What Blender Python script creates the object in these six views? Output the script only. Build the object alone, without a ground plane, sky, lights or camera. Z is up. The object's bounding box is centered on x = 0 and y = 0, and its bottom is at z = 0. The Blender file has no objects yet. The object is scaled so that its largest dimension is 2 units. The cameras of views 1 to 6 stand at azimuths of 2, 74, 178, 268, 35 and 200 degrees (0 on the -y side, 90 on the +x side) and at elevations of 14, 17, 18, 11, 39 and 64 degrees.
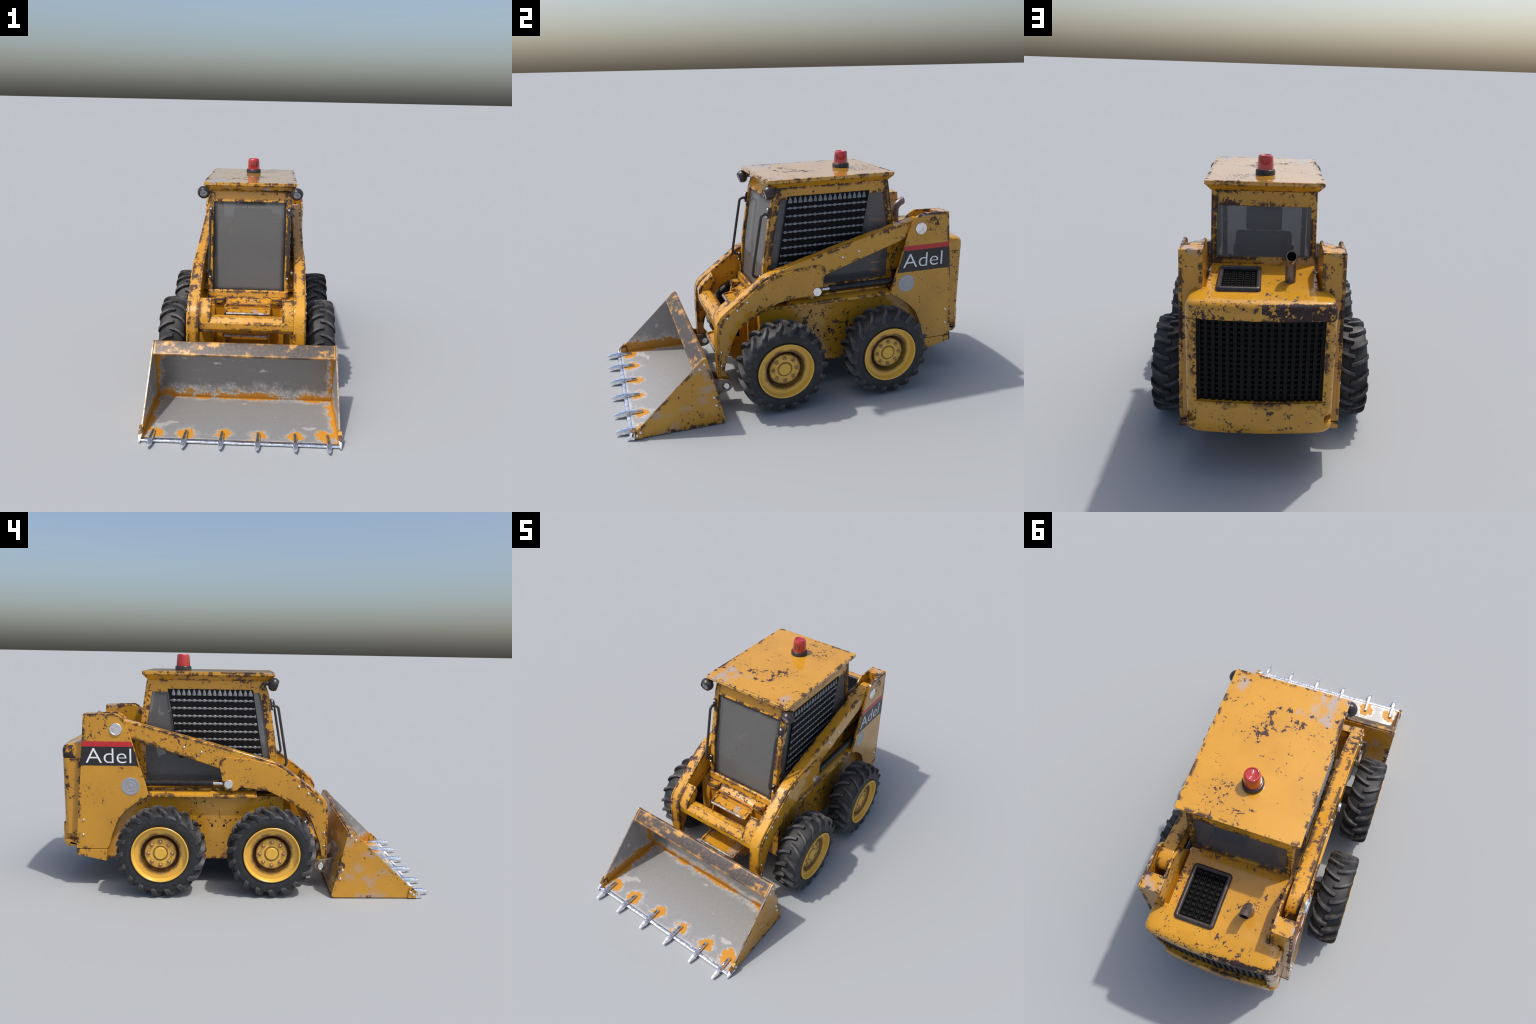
# A small worn yellow skid-steer loader: body, cab, lift arms, bucket, wheels.
# Metres, z up, front (bucket) towards -y.  Left/right parts are built by mirroring x.
import bpy, bmesh, math, random
from mathutils import Vector, Matrix

random.seed(7)
SC = bpy.context.scene.collection
PI = math.pi

# ------------------------------------------------------------------ node helper
class Nodes:
    def __init__(self, name):
        self.mat = bpy.data.materials.new(name)
        self.mat.use_nodes = True
        self.t = self.mat.node_tree
        self.t.nodes.clear()
        self.out = self.t.nodes.new("ShaderNodeOutputMaterial")
        self.tc = self.t.nodes.new("ShaderNodeTexCoord")
        self.obj = self.tc.outputs["Object"]
    def put(self, sock, v):
        if isinstance(v, bpy.types.NodeSocket):
            self.t.links.new(v, sock)
        elif v is not None:
            if hasattr(sock.default_value, "__len__") and hasattr(v, "__len__") and len(sock.default_value) == 4 and len(v) == 3:
                v = (*v, 1.0)
            sock.default_value = v
    def new(self, kind, **ins):
        n = self.t.nodes.new("ShaderNode" + kind)
        for k, v in ins.items():
            self.put(n.inputs[k.replace("_", " ")], v)
        return n
    def m(self, op, a, b=None, c=None, clamp=False):
        n = self.t.nodes.new("ShaderNodeMath")
        n.operation, n.use_clamp = op, clamp
        for i, v in enumerate((a, b, c)):
            if v is not None:
                self.put(n.inputs[i], v)
        return n.outputs[0]
    def step(self, v, lo, hi, a=0.0, b=1.0):
        n = self.t.nodes.new("ShaderNodeMapRange")
        n.interpolation_type = "SMOOTHSTEP"
        for k, x in zip(("Value", "From Min", "From Max", "To Min", "To Max"), (v, lo, hi, a, b)):
            self.put(n.inputs[k], x)
        return n.outputs[0]
    def noise(self, scale, detail=4.0, rough=0.6, stretch=None, seed=0.0, dist=0.0):
        mp = self.t.nodes.new("ShaderNodeMapping")
        self.put(mp.inputs["Vector"], self.obj)
        mp.inputs["Location"].default_value = (seed, seed * 1.7, seed * 0.6)
        if stretch:
            mp.inputs["Scale"].default_value = stretch
        n = self.t.nodes.new("ShaderNodeTexNoise")
        self.put(n.inputs["Vector"], mp.outputs[0])
        for k, v in (("Scale", scale), ("Detail", detail), ("Roughness", rough), ("Distortion", dist)):
            n.inputs[k].default_value = v
        return n.outputs["Fac"]
    def mix(self, fac, a, b):
        n = self.t.nodes.new("ShaderNodeMix")
        n.data_type = "RGBA"
        self.put(n.inputs["Factor"], fac)
        self.put(n.inputs[6], a)
        self.put(n.inputs[7], b)
        return n.outputs[2]
    def lerp(self, fac, a, b):
        n = self.t.nodes.new("ShaderNodeMix")
        n.data_type = "FLOAT"
        for i, v in ((0, fac), (2, a), (3, b)):
            self.put(n.inputs[i], v)
        return n.outputs[0]
    def xyz(self):
        s = self.t.nodes.new("ShaderNodeSeparateXYZ")
        self.put(s.inputs[0], self.obj)
        return s.outputs
    def edge(self, radius, samples=6):
        b = self.t.nodes.new("ShaderNodeBevel")
        b.samples = samples
        b.inputs["Radius"].default_value = radius
        g = self.t.nodes.new("ShaderNodeNewGeometry")
        d = self.t.nodes.new("ShaderNodeVectorMath")
        d.operation = "DOT_PRODUCT"
        self.t.links.new(b.outputs[0], d.inputs[0])
        self.t.links.new(g.outputs["Normal"], d.inputs[1])
        return self.m("SUBTRACT", 1.0, d.outputs["Value"], clamp=True)
    def bump(self, h, strength, dist):
        n = self.new("Bump", Strength=strength, Distance=dist, Height=h)
        return n.outputs[0]
    def bsdf(self, **ins):
        n = self.new("BsdfPrincipled", **ins)
        self.t.links.new(n.outputs[0], self.out.inputs[0])
        return n

RUST = (0.032, 0.020, 0.020)

def paint(name, base=(0.565, 0.275, 0.020), thr=0.53, edge_gain=0.72, big=1.5, bare=0.0, bare_box=None, seed=0.0, rough=0.12, radius=0.030, tilt=None, coat=0.25, extra=None, bare_mix=0.8):
    """Glossy yellow paint, chipped to dark rust along edges and in clusters of specks."""
    n = Nodes(name)
    lo = n.noise(5.0, 3, 0.55, seed=seed + 3)
    md = n.noise(34.0, 5, 0.60, seed=seed + 9, dist=0.5)
    hi = n.noise(120.0, 4, 0.6, seed=seed)
    e = n.step(n.edge(radius, 10), 0.0003, 0.016)
    c = lambda f, k: n.m("MULTIPLY", n.m("SUBTRACT", f, 0.5), k)
    v = n.m("ADD", n.m("ADD", c(hi, 1.1), c(md, 2.8)), c(lo, big))
    ev = n.m("MULTIPLY", e, n.step(n.noise(11.0, 3, 0.6, seed=seed + 21), 0.38, 0.58, 0.3, 1.0))
    v = n.m("ADD", v, n.m("MULTIPLY", ev, edge_gain))
    if tilt:                                   # more wear towards one place: (centre, radius, gain)
        d = n.new("VectorMath"); d.operation = "DISTANCE"
        n.put(d.inputs[0], n.obj); d.inputs[1].default_value = tilt[0]
        v = n.m("ADD", v, n.step(d.outputs["Value"], tilt[1], 0.0, 0.0, tilt[2]))
    if extra:
        v = n.m("ADD", v, extra(n))
    fine = n.m("ADD", c(n.noise(105.0, 3, 0.55, seed=seed + 80), 3.0), c(n.noise(8.0, 3, 0.6, seed=seed + 90), 2.4))
    rust = n.m("MAXIMUM", n.step(v, thr - 0.02, thr + 0.12), n.m("MULTIPLY", n.step(fine, thr + 0.16, thr + 0.36), 0.9))
    halo = n.step(v, thr - 0.10, thr + 0.03)
    tint = n.mix(n.step(lo, 0.35, 0.65), base, tuple(c * k for c, k in zip(base, (0.9, 0.88, 0.85))))
    col = n.mix(n.m("MULTIPLY", halo, 0.32), tint, (0.30, 0.13, 0.02))
    rcol = n.mix(n.step(md, 0.45, 0.7), RUST, (0.070, 0.036, 0.028))
    if bare > 0:
        bm = n.noise(14.0, 4, 0.6, stretch=(1.0, 0.55, 1.0), seed=seed + 40)
        if bare_box:
            ax, a, b = bare_box
            bm = n.m("ADD", bm, n.step(n.xyz()[ax], a, b, 0.0, -0.4))
        bf = n.m("MULTIPLY", n.step(bm, 0.58 - bare * 0.1, 0.74 - bare * 0.1), n.step(hi, 0.34, 0.55, 0.35, bare_mix))
        col = n.mix(bf, col, (0.33, 0.32, 0.34))
    col = n.mix(rust, col, rcol)
    dull = n.step(n.noise(7.0, 2, 0.5, seed=seed + 60), 0.52, 0.54)
    r = n.lerp(dull, rough, rough + 0.10)
    r = n.m("ADD", r, n.m("MULTIPLY", n.step(md, 0.4, 0.7), 0.03))
    r = n.lerp(rust, r, 0.62)
    h = n.m("MULTIPLY", rust, -1.0)
    n.bsdf(Base_Color=col, Roughness=r, Specular_IOR_Level=n.lerp(rust, 0.5, 0.25), Normal=n.bump(h, 0.3, 0.0010),
           Coat_Weight=n.lerp(rust, coat, 0.0), Coat_Roughness=0.04)
    return n.mat

def plain(name, col, rough=0.5, metal=0.0, var=0.25, scale=40.0, spec=0.5, bump=0.15, col2=None):
    n = Nodes(name)
    f = n.noise(scale, 5, 0.65)
    c = n.mix(n.step(f, 0.35, 0.68), col, col2 or tuple(x * (1 - var) for x in col))
    n.bsdf(Base_Color=c, Roughness=n.m("ADD", rough, n.m("MULTIPLY", n.m("SUBTRACT", f, 0.5), 0.25)), Metallic=metal,
           Specular_IOR_Level=spec, Normal=n.bump(f, bump, 0.001))
    return n.mat

def chrome(name, lumpy=0.0, col=(0.86, 0.86, 0.88), rough=0.16):
    n = Nodes(name)
    f = n.noise(55.0, 4, 0.6)
    n.bsdf(Base_Color=n.mix(n.step(f, 0.5, 0.75), col, tuple(c * 0.55 for c in col)), Metallic=1.0,
           Roughness=n.m("ADD", rough, n.m("MULTIPLY", n.noise(130.0), 0.12)), Normal=n.bump(n.noise(34.0, 2, 0.4), lumpy, 0.008))
    return n.mat

def glass(name, opacity, col, rim_x=None):
    """Dusty pane: partly see-through, with shade painted along the frame when rim_x is given."""
    n = Nodes(name)
    f = n.noise(5.0, 3, 0.5)
    c = n.mix(n.step(f, 0.3, 0.7), col, tuple(k * 0.9 for k in col))
    o = n.step(f, 0.3, 0.7, opacity - 0.04, opacity + 0.04)
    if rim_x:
        x, y, z = n.xyz()
        d = n.m("MINIMUM", n.m("SUBTRACT", rim_x, n.m("ABSOLUTE", x)), n.m("MINIMUM", n.m("SUBTRACT", 1.05, z), n.m("SUBTRACT", z, 0.535)))
        k = n.step(n.m("ADD", d, n.m("MULTIPLY", n.m("SUBTRACT", n.noise(20.0), 0.5), 0.012)), 0.002, 0.034)
        c = n.mix(k, (0.03, 0.028, 0.026), c)  # ambient occlusion beside the frame, put into the pane's colour
    p = n.new("BsdfPrincipled", Base_Color=c, Roughness=0.12, Specular_IOR_Level=0.5)
    tr = n.new("BsdfTransparent", Color=(0.86, 0.87, 0.88, 1))
    mx = n.t.nodes.new("ShaderNodeMixShader")
    n.put(mx.inputs[0], o)
    n.t.links.new(tr.outputs[0], mx.inputs[1])
    n.t.links.new(p.outputs[0], mx.inputs[2])
    n.t.links.new(mx.outputs[0], n.out.inputs[0])
    return n.mat

TEETH_X = (-0.430, -0.268, -0.091, 0.087, 0.267, 0.428)

def bucket_steel(name):
    """Scoured grey steel with yellow paint left in the corners and behind the teeth."""
    n = Nodes(name)
    x, y, z = n.xyz()
    nz = n.noise(13.0, 5, 0.62)
    fine = n.noise(60.0, 5, 0.7)
    wob = n.m("ADD", n.m("MULTIPLY", n.m("SUBTRACT", nz, 0.5), 0.11), n.m("MULTIPLY", n.m("SUBTRACT", fine, 0.5), 0.05))
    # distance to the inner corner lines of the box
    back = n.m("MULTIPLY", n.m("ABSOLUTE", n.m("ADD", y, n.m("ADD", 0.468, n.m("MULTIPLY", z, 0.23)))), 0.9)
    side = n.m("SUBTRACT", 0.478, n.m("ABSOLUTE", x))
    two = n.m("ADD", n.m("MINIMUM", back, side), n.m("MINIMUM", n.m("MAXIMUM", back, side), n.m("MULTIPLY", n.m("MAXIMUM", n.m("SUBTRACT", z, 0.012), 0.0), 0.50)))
    d = n.m("ADD", two, wob)
    for i, tx in enumerate(TEETH_X):
        v = n.new("VectorMath"); v.operation = "DISTANCE"
        n.put(v.inputs[0], n.obj); v.inputs[1].default_value = (tx + (0.012, -0.004, 0.010, 0.006, -0.003, -0.006)[i], -0.862 + 0.006 * (i % 3), 0.012)
        d = n.m("MINIMUM", d, n.m("ADD", n.m("SUBTRACT", v.outputs["Value"], 0.010 + 0.005 * (i % 3)), n.m("MULTIPLY", wob, 1.7)))
    topb = n.m("ADD", n.m("SUBTRACT", 0.318, z), wob)
    topb = n.m("ADD", topb, 0.02)
    d = n.m("MINIMUM", d, topb)
    yel = n.step(d, 0.027, 0.019)
    pale = n.m("MULTIPLY", n.step(d, 0.056, 0.026), n.step(fine, 0.34, 0.6))
    spots = n.m("MULTIPLY", n.step(n.noise(7.5, 3, 0.5, stretch=(1, 1.6, 1.6), seed=5), 0.66, 0.73), 0.9)
    lip = n.m("MULTIPLY", n.step(n.m("ADD", y, n.m("MULTIPLY", wob, 0.25)), -0.895, -0.917), n.step(z, 0.03, 0.02))
    pale = n.m("MAXIMUM", n.m("MAXIMUM", pale, spots), lip)
    col = n.mix(n.step(fine, 0.3, 0.7), (0.35, 0.348, 0.343), (0.325, 0.323, 0.319))
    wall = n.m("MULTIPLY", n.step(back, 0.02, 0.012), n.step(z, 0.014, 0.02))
    col = n.mix(n.m("MULTIPLY", wall, 0.65), col, (0.12, 0.12, 0.12))  # back wall's dimmer metal reflection painted in as a darker grey
    col = n.mix(n.m("MULTIPLY", pale, 0.75), col, (0.68, 0.66, 0.64))
    col = n.mix(yel, col, (0.52, 0.235, 0.025))
    # long thin scratches: strongly stretched noise laid in several directions
    h = None
    for i, ang in enumerate((0.35, -0.5, 1.2, 0.05)):
        mp = n.t.nodes.new("ShaderNodeMapping")
        n.put(mp.inputs["Vector"], n.obj)
        mp.inputs["Rotation"].default_value = (0.0, 0.0, ang)
        mp.inputs["Scale"].default_value = (2.5, 75.0, 2.5)
        mp.inputs["Location"].default_value = (i * 3.1, i * 1.7, 0)
        nn = n.t.nodes.new("ShaderNodeTexNoise")
        nn.inputs["Scale"].default_value = 2.2
        nn.inputs["Detail"].default_value = 1.0
        n.put(nn.inputs["Vector"], mp.outputs[0])
        line = n.step(n.m("ABSOLUTE", n.m("SUBTRACT", nn.outputs["Fac"], 0.70)), 0.012, 0.0)
        h = line if h is None else n.m("MAXIMUM", h, line)
    col = n.mix(n.m("MULTIPLY", h, 0.10), col, (0.75, 0.74, 0.72))
    n.bsdf(Base_Color=col, Metallic=n.lerp(yel, n.lerp(pale, 0.45, 0.45), 0.0), Roughness=n.lerp(yel, n.lerp(pale, 0.47, 0.40), 0.35),
           Normal=n.bump(h, 0.15, 0.0010))
    return n.mat

def bucket_bar(name):
    """Top bar of the bucket: mostly rubbed to dark brown, yellow left at its rim."""
    n = Nodes(name)
    a = n.noise(11.0, 4, 0.6)
    b = n.noise(90.0, 4, 0.7)
    e = n.step(n.edge(0.024, 8), 0.002, 0.09)
    v = n.m("ADD", n.m("ADD", a, n.m("MULTIPLY", n.m("SUBTRACT", b, 0.5), 0.25)), n.m("MULTIPLY", e, -0.17))
    v = n.m("ADD", n.m("MULTIPLY", n.m("SUBTRACT", v, 0.5), 1.5), 0.5)
    dark = n.step(v, 0.28, 0.50)
    col = n.mix(dark, (0.50, 0.25, 0.05), n.mix(n.step(b, 0.35, 0.65), (0.036, 0.027, 0.024), (0.075, 0.056, 0.049)))
    n.bsdf(Base_Color=col, Roughness=n.lerp(dark, 0.35, 0.42), Metallic=n.lerp(dark, 0.1, 0.2), Normal=n.bump(b, 0.3, 0.0015))
    return n.mat

def rim_paint(name):
    n = Nodes(name)
    x, y, z = n.xyz()
    r = n.m("SQRT", n.m("ADD", n.m("MULTIPLY", y, y), n.m("MULTIPLY", z, z)))
    md, hi = n.noise(24.0, 4), n.noise(110.0, 5, 0.68)
    wob = n.m("MULTIPLY", n.m("SUBTRACT", md, 0.5), 0.035)
    ring = n.m("ABSOLUTE", n.m("SUBTRACT", n.m("ADD", r, wob), 0.093))
    grime = n.step(ring, 0.027, 0.008)
    cap = n.step(n.m("ABSOLUTE", n.m("SUBTRACT", r, 0.0365)), 0.006, 0.002)
    bolts = n.m("MULTIPLY", n.step(n.m("ABSOLUTE", n.m("SUBTRACT", r, 0.062)), 0.016, 0.004), n.step(hi, 0.45, 0.62, 0, 0.5))
    g = n.m("MAXIMUM", n.m("MAXIMUM", grime, n.m("MULTIPLY", cap, 0.8)), bolts)
    g = n.m("MULTIPLY", g, n.step(hi, 0.25, 0.5, 0.6, 0.97))
    speck = n.step(n.m("ADD", n.m("MULTIPLY", hi, 0.7), n.m("MULTIPLY", md, 0.3)), 0.60, 0.68)
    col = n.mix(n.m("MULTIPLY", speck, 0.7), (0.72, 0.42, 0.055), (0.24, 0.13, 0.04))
    e = n.m("MULTIPLY", n.step(n.edge(0.004), 0.02, 0.2), n.step(hi, 0.42, 0.55))
    col = n.mix(n.m("MULTIPLY", e, 0.6), col, (0.42, 0.38, 0.33))
    col = n.mix(g, col, n.mix(n.step(hi, 0.4, 0.6), (0.085, 0.034, 0.014), (0.20, 0.085, 0.022)))
    n.bsdf(Base_Color=col, Roughness=n.lerp(g, 0.3, 0.6), Normal=n.bump(hi, 0.15, 0.001))
    return n.mat

def rubber(name, col, light):
    n = Nodes(name)
    a, b = n.noise(25.0, 4), n.noise(170.0, 5, 0.7)
    e = n.step(n.edge(0.010, 4), 0.02, 0.25)
    f = n.m("MULTIPLY", n.step(n.m("ADD", a, n.m("MULTIPLY", e, 0.35)), 0.45, 0.75), n.step(b, 0.3, 0.65, 0.35, 1))
    n.bsdf(Base_Color=n.mix(f, col, light), Roughness=n.m("ADD", 0.48, n.m("MULTIPLY", b, 0.2)), Specular_IOR_Level=0.45,
           Normal=n.bump(b, 0.25, 0.0015))
    return n.mat

def beacon_red(name):
    n = Nodes(name)
    x, y, z = n.xyz()
    w = n.new("TexWave", Vector=n.obj, Scale=46.0); w.bands_direction = "X"
    ang = n.m("ARCTAN2", x, n.m("SUBTRACT", 0.35, y))
    rib = n.m("SINE", n.m("MULTIPLY", ang, 44.0))
    # dark streaked patch on the front of the lens
    patch = n.m("MULTIPLY", n.step(n.m("ABSOLUTE", ang), 0.95, 0.85), n.step(n.m("ABSOLUTE", n.m("SUBTRACT", z, 1.217)), 0.021, 0.017))
    st = n.noise(60.0, 2, 0.5, stretch=(5.0, 0.3, 0.28), seed=4)
    patch = n.m("MULTIPLY", patch, n.step(st, 0.46, 0.56, 0.0, 0.9))
    col = n.mix(patch, n.mix(n.step(rib, -0.6, 0.9), (0.46, 0.010, 0.010), (0.58, 0.018, 0.016)), (0.03, 0.012, 0.014))
    n.bsdf(Base_Color=col, Roughness=0.06, Transmission_Weight=n.lerp(patch, 0.25, 0.0), Normal=n.bump(rib, 0.25, 0.001), Coat_Weight=1.0, Coat_Roughness=0.02)
    return n.mat

M = {}
def hood_wear(n):
    """Mottled rear face of the hood: heavy on the -x half, lighter on the other."""
    x, y, z = n.xyz()
    face = n.m("MULTIPLY", n.step(z, 0.773, 0.766), n.step(y, 0.89, 0.92))
    return n.m("MULTIPLY", face, n.step(x, 0.001, -0.003, 0.18, 0.66))

def tower_wear(n):
    """Darker, more chipped band down the outer rear corner of the towers."""
    x, y, z = n.xyz()
    back = n.step(n.m("SUBTRACT", y, n.m("ADD", 0.853, n.m("MULTIPLY", n.m("SUBTRACT", 0.8, z), 0.088))), -0.006, -0.002)
    band = n.m("MULTIPLY", n.step(z, 0.50, 0.58), n.step(z, 0.77, 0.70))
    return n.m("MULTIPLY", n.m("MULTIPLY", back, band), n.step(n.m("ABSOLUTE", x), 0.300, 0.325, 0.0, 0.7))

def roof_wear(n):
    """Scuffs in a band across the front third of the roof."""
    x, y, z = n.xyz()
    band = n.step(n.m("ABSOLUTE", n.m("ADD", y, 0.0)), 0.13, 0.0)
    return n.m("MULTIPLY", n.m("MULTIPLY", band, n.step(z, 1.155, 1.16)), n.step(n.noise(9.0, 3, 0.6, seed=77), 0.36, 0.62, -0.1, 0.40))

def body_wear(n):
    """More chips on the flank between the wheels, just under the fender rail."""
    x, y, z = n.xyz()
    d = n.m("ADD", n.m("ABSOLUTE", n.m("SUBTRACT", y, 0.14)), n.m("MULTIPLY", n.m("ABSOLUTE", n.m("SUBTRACT", z, 0.40)), 0.7))
    return n.step(d, 0.26, 0.02, 0.0, 0.17)

M["body"] = paint("yellow_body_paint", seed=1.0, thr=0.46, edge_gain=0.60, extra=body_wear, rough=0.2)
M["tower"] = paint("yellow_tower_paint", seed=11.0, bare=0.6, bare_box=(2, 0.93, 0.86), thr=0.48, edge_gain=0.55, extra=tower_wear)
M["hood"] = paint("yellow_hood_paint", seed=23.0, thr=0.43, edge_gain=0.32, radius=0.03, big=1.2, extra=hood_wear)
M["cab"] = paint("yellow_cab_paint", seed=31.0, thr=0.43, edge_gain=0.62)
M["roof"] = paint("yellow_roof_paint", seed=43.0, bare=0.95, bare_box=(1, -0.03, 0.10), thr=0.47, edge_gain=0.56, extra=roof_wear, rough=0.07, coat=0.8)
M["arm"] = paint("yellow_arm_paint", seed=51.0, thr=0.41, edge_gain=0.62, radius=0.032)
M["plate"] = paint("yellow_arm_plate_paint", seed=61.0, thr=0.46, edge_gain=0.58)
M["bucket_out"] = paint("yellow_bucket_paint", seed=71.0, thr=0.51, edge_gain=0.52, bare=0.75, bare_mix=0.5, rough=0.3)
M["bumper"] = paint("yellow_bumper_paint", seed=83.0, thr=0.43, edge_gain=0.56, radius=0.036)
M["step"] = paint("yellow_step_paint", seed=91.0, thr=0.41, bare=0.5, edge_gain=0.60)
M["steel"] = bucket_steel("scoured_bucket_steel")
M["bar"] = bucket_bar("rubbed_bucket_bar")
M["nose"] = plain("worn_tread_steel", (0.50, 0.48, 0.46), 0.35, 0.5, col2=(0.16, 0.10, 0.06), scale=38)
M["worn"] = plain("worn_brown_steel", (0.30, 0.25, 0.21), 0.42, 0.4, col2=(0.13, 0.085, 0.055), scale=28)
M["chrome"] = chrome("polished_pin_steel", 0.05)
M["tooth"] = chrome("dented_tooth_steel", 0.6, rough=0.12)
M["disc"] = plain("grey_disc_metal", (0.37, 0.38, 0.40), 0.35, 0.3, var=0.12)
M["rim"] = rim_paint("dusty_yellow_rim_paint")
M["rimbolt"] = plain("rusty_wheel_bolt", (0.50, 0.30, 0.14), 0.3, 0.4, col2=(0.24, 0.12, 0.05), scale=160)
M["tyre"] = rubber("black_tyre_rubber", (0.016, 0.017, 0.019), (0.036, 0.036, 0.038))
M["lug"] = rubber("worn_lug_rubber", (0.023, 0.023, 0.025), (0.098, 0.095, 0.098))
M["black"] = plain("black_painted_metal", (0.022, 0.020, 0.021), 0.33, 0.1, col2=(0.05, 0.036, 0.033), scale=50)
M["browngrey"] = plain("brown_grille_frame", (0.055, 0.045, 0.044), 0.4, 0.2, col2=(0.028, 0.022, 0.022), scale=45)
M["exhaust"] = plain("heat_stained_exhaust", (0.22, 0.185, 0.17), 0.36, 0.6, col2=(0.105, 0.08, 0.07), scale=26)
M["mesh"] = plain("black_grille_mesh", (0.0036, 0.0036, 0.004), 0.45, 0.0, spec=0.15)
M["panel"] = plain("black_side_panel", (0.006, 0.006, 0.007), 0.75, 0.0, spec=0.15, bump=0.02)
M["bead"] = plain("grey_wire_metal", (0.20, 0.21, 0.225), 0.5, 0.2, var=0.25)
M["hole_fill"] = plain("dark_hole_fill", (0.004, 0.004, 0.004), 0.9, 0.0, spec=0.1)  # near-black colour for solid pieces that stand in for openings
M["cylinder"] = plain("black_cylinder_paint", (0.030, 0.027, 0.028), 0.38, 0.2, col2=(0.012, 0.010, 0.010), scale=30)
M["seat"] = plain("dark_seat_vinyl", (0.030, 0.032, 0.036), 0.6, 0.0)
M["inside"] = plain("dark_cab_inside", (0.025, 0.022, 0.020), 0.7, 0.0)
M["windscreen"] = glass("dusty_windscreen_glass", 0.46, (0.21, 0.208, 0.202), 0.207)
M["window"] = glass("dusty_window_glass", 0.40, (0.20, 0.20, 0.205))
M["lens"] = chrome("lamp_lens", 0.4, col=(0.30, 0.305, 0.32), rough=0.14)
M["red"] = plain("red_stripe_paint", (0.50, 0.022, 0.026), 0.35, 0.0, var=0.12)
M["label"] = plain("black_label_paint", (0.016, 0.017, 0.018), 0.4, 0.0, var=0.15)
M["white"] = plain("white_letter_paint", (0.80, 0.81, 0.84), 0.5, 0.0, var=0.04, bump=0.0)
M["beacon"] = beacon_red("red_beacon_lens")
M["orange"] = paint("yellow_inner_paint", base=(0.50, 0.22, 0.014), seed=101.0, thr=0.58, edge_gain=0.4)

# ------------------------------------------------------------------ mesh helpers
ROOT = bpy.data.objects.new("skid_steer_loader", None)
SC.objects.link(ROOT)
ROOT["label"] = "worn yellow skid-steer loader with toothed bucket, cab and four lugged tyres"
ROOT["category"] = "construction vehicle"

def finish(bm, name, mat, parent=None, bevel=0.0, seg=2, smooth=35, weld=True):
    if weld:
        bmesh.ops.remove_doubles(bm, verts=bm.verts, dist=1e-5)
    bmesh.ops.recalc_face_normals(bm, faces=bm.faces)
    me = bpy.data.meshes.new(name)
    bm.to_mesh(me)
    bm.free()
    for mm in (mat if isinstance(mat, (list, tuple)) else [mat]):
        me.materials.append(M[mm])
    for p in me.polygons:
        p.use_smooth = True
    me.set_sharp_from_angle(angle=math.radians(smooth))
    o = bpy.data.objects.new(name, me)
    SC.objects.link(o)
    o.parent = parent or ROOT
    if bevel:
        b = o.modifiers.new("rounded_edges", "BEVEL")
        b.width, b.segments, b.limit_method, b.angle_limit = bevel, seg, "ANGLE", math.radians(32)
        b.harden_normals = True
    return o

def poly_prism(bm, pts, a, b, axis=0):
    """Extrude a 2D polygon along an axis.  axis 0: pts are (y,z); 1: (x,z); 2: (x,y)."""
    def P(p, t):
        return {0: (t, p[0], p[1]), 1: (p[0], t, p[1]), 2: (p[0], p[1], t)}[axis]
    va = [bm.verts.new(P(p, a)) for p in pts]
    vb = [bm.verts.new(P(p, b)) for p in pts]
    k = len(pts)
    bm.faces.new(va)
    bm.faces.new(vb[::-1])
    for i in range(k):
        bm.faces.new((va[i], vb[i], vb[(i + 1) % k], va[(i + 1) % k]))

def prism(name, pts, a, b, axis, mat, parent=None, bevel=0.003, **k):
    bm = bmesh.new()
    poly_prism(bm, pts, a, b, axis)
    return finish(bm, name, mat, parent, bevel, **k)

def add_box(bm, lo, hi):
    poly_prism(bm, [(lo[0], lo[1]), (hi[0], lo[1]), (hi[0], hi[1]), (lo[0], hi[1])], lo[2], hi[2], 2)

def box(name, lo, hi, mat, parent=None, bevel=0.003, **k):
    bm = bmesh.new()
    add_box(bm, lo, hi)
    return finish(bm, name, mat, parent, bevel, **k)

def lathe(bm, prof, n=48, axis=0, origin=(0, 0, 0)):
    """Turn (along, radius) points about an axis."""
    rings = []
    for a, r in prof:
        ring = []
        for i in range(n if r > 1e-6 else 1):
            t = 2 * PI * i / n
            c, s = r * math.cos(t), r * math.sin(t)
            v = {0: (a, c, s), 1: (c, a, s), 2: (c, s, a)}[axis]
            ring.append(bm.verts.new(Vector(v) + Vector(origin)))
        rings.append(ring)
    for p, q in zip(rings, rings[1:]):
        if len(p) == 1 and len(q) == 1:
            continue
        for i in range(n):
            j = (i + 1) % n
            if len(p) == 1:
                bm.faces.new((p[0], q[i], q[j]))
            elif len(q) == 1:
                bm.faces.new((p[i], q[0], p[j]))
            else:
                bm.faces.new((p[i], q[i], q[j], p[j]))

def turned(name, prof, mat, parent=None, n=48, axis=0, origin=(0, 0, 0), smooth=35, bevel=0):
    bm = bmesh.new()
    lathe(bm, prof, n, axis, origin)
    return finish(bm, name, mat, parent, bevel, smooth=smooth)

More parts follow.
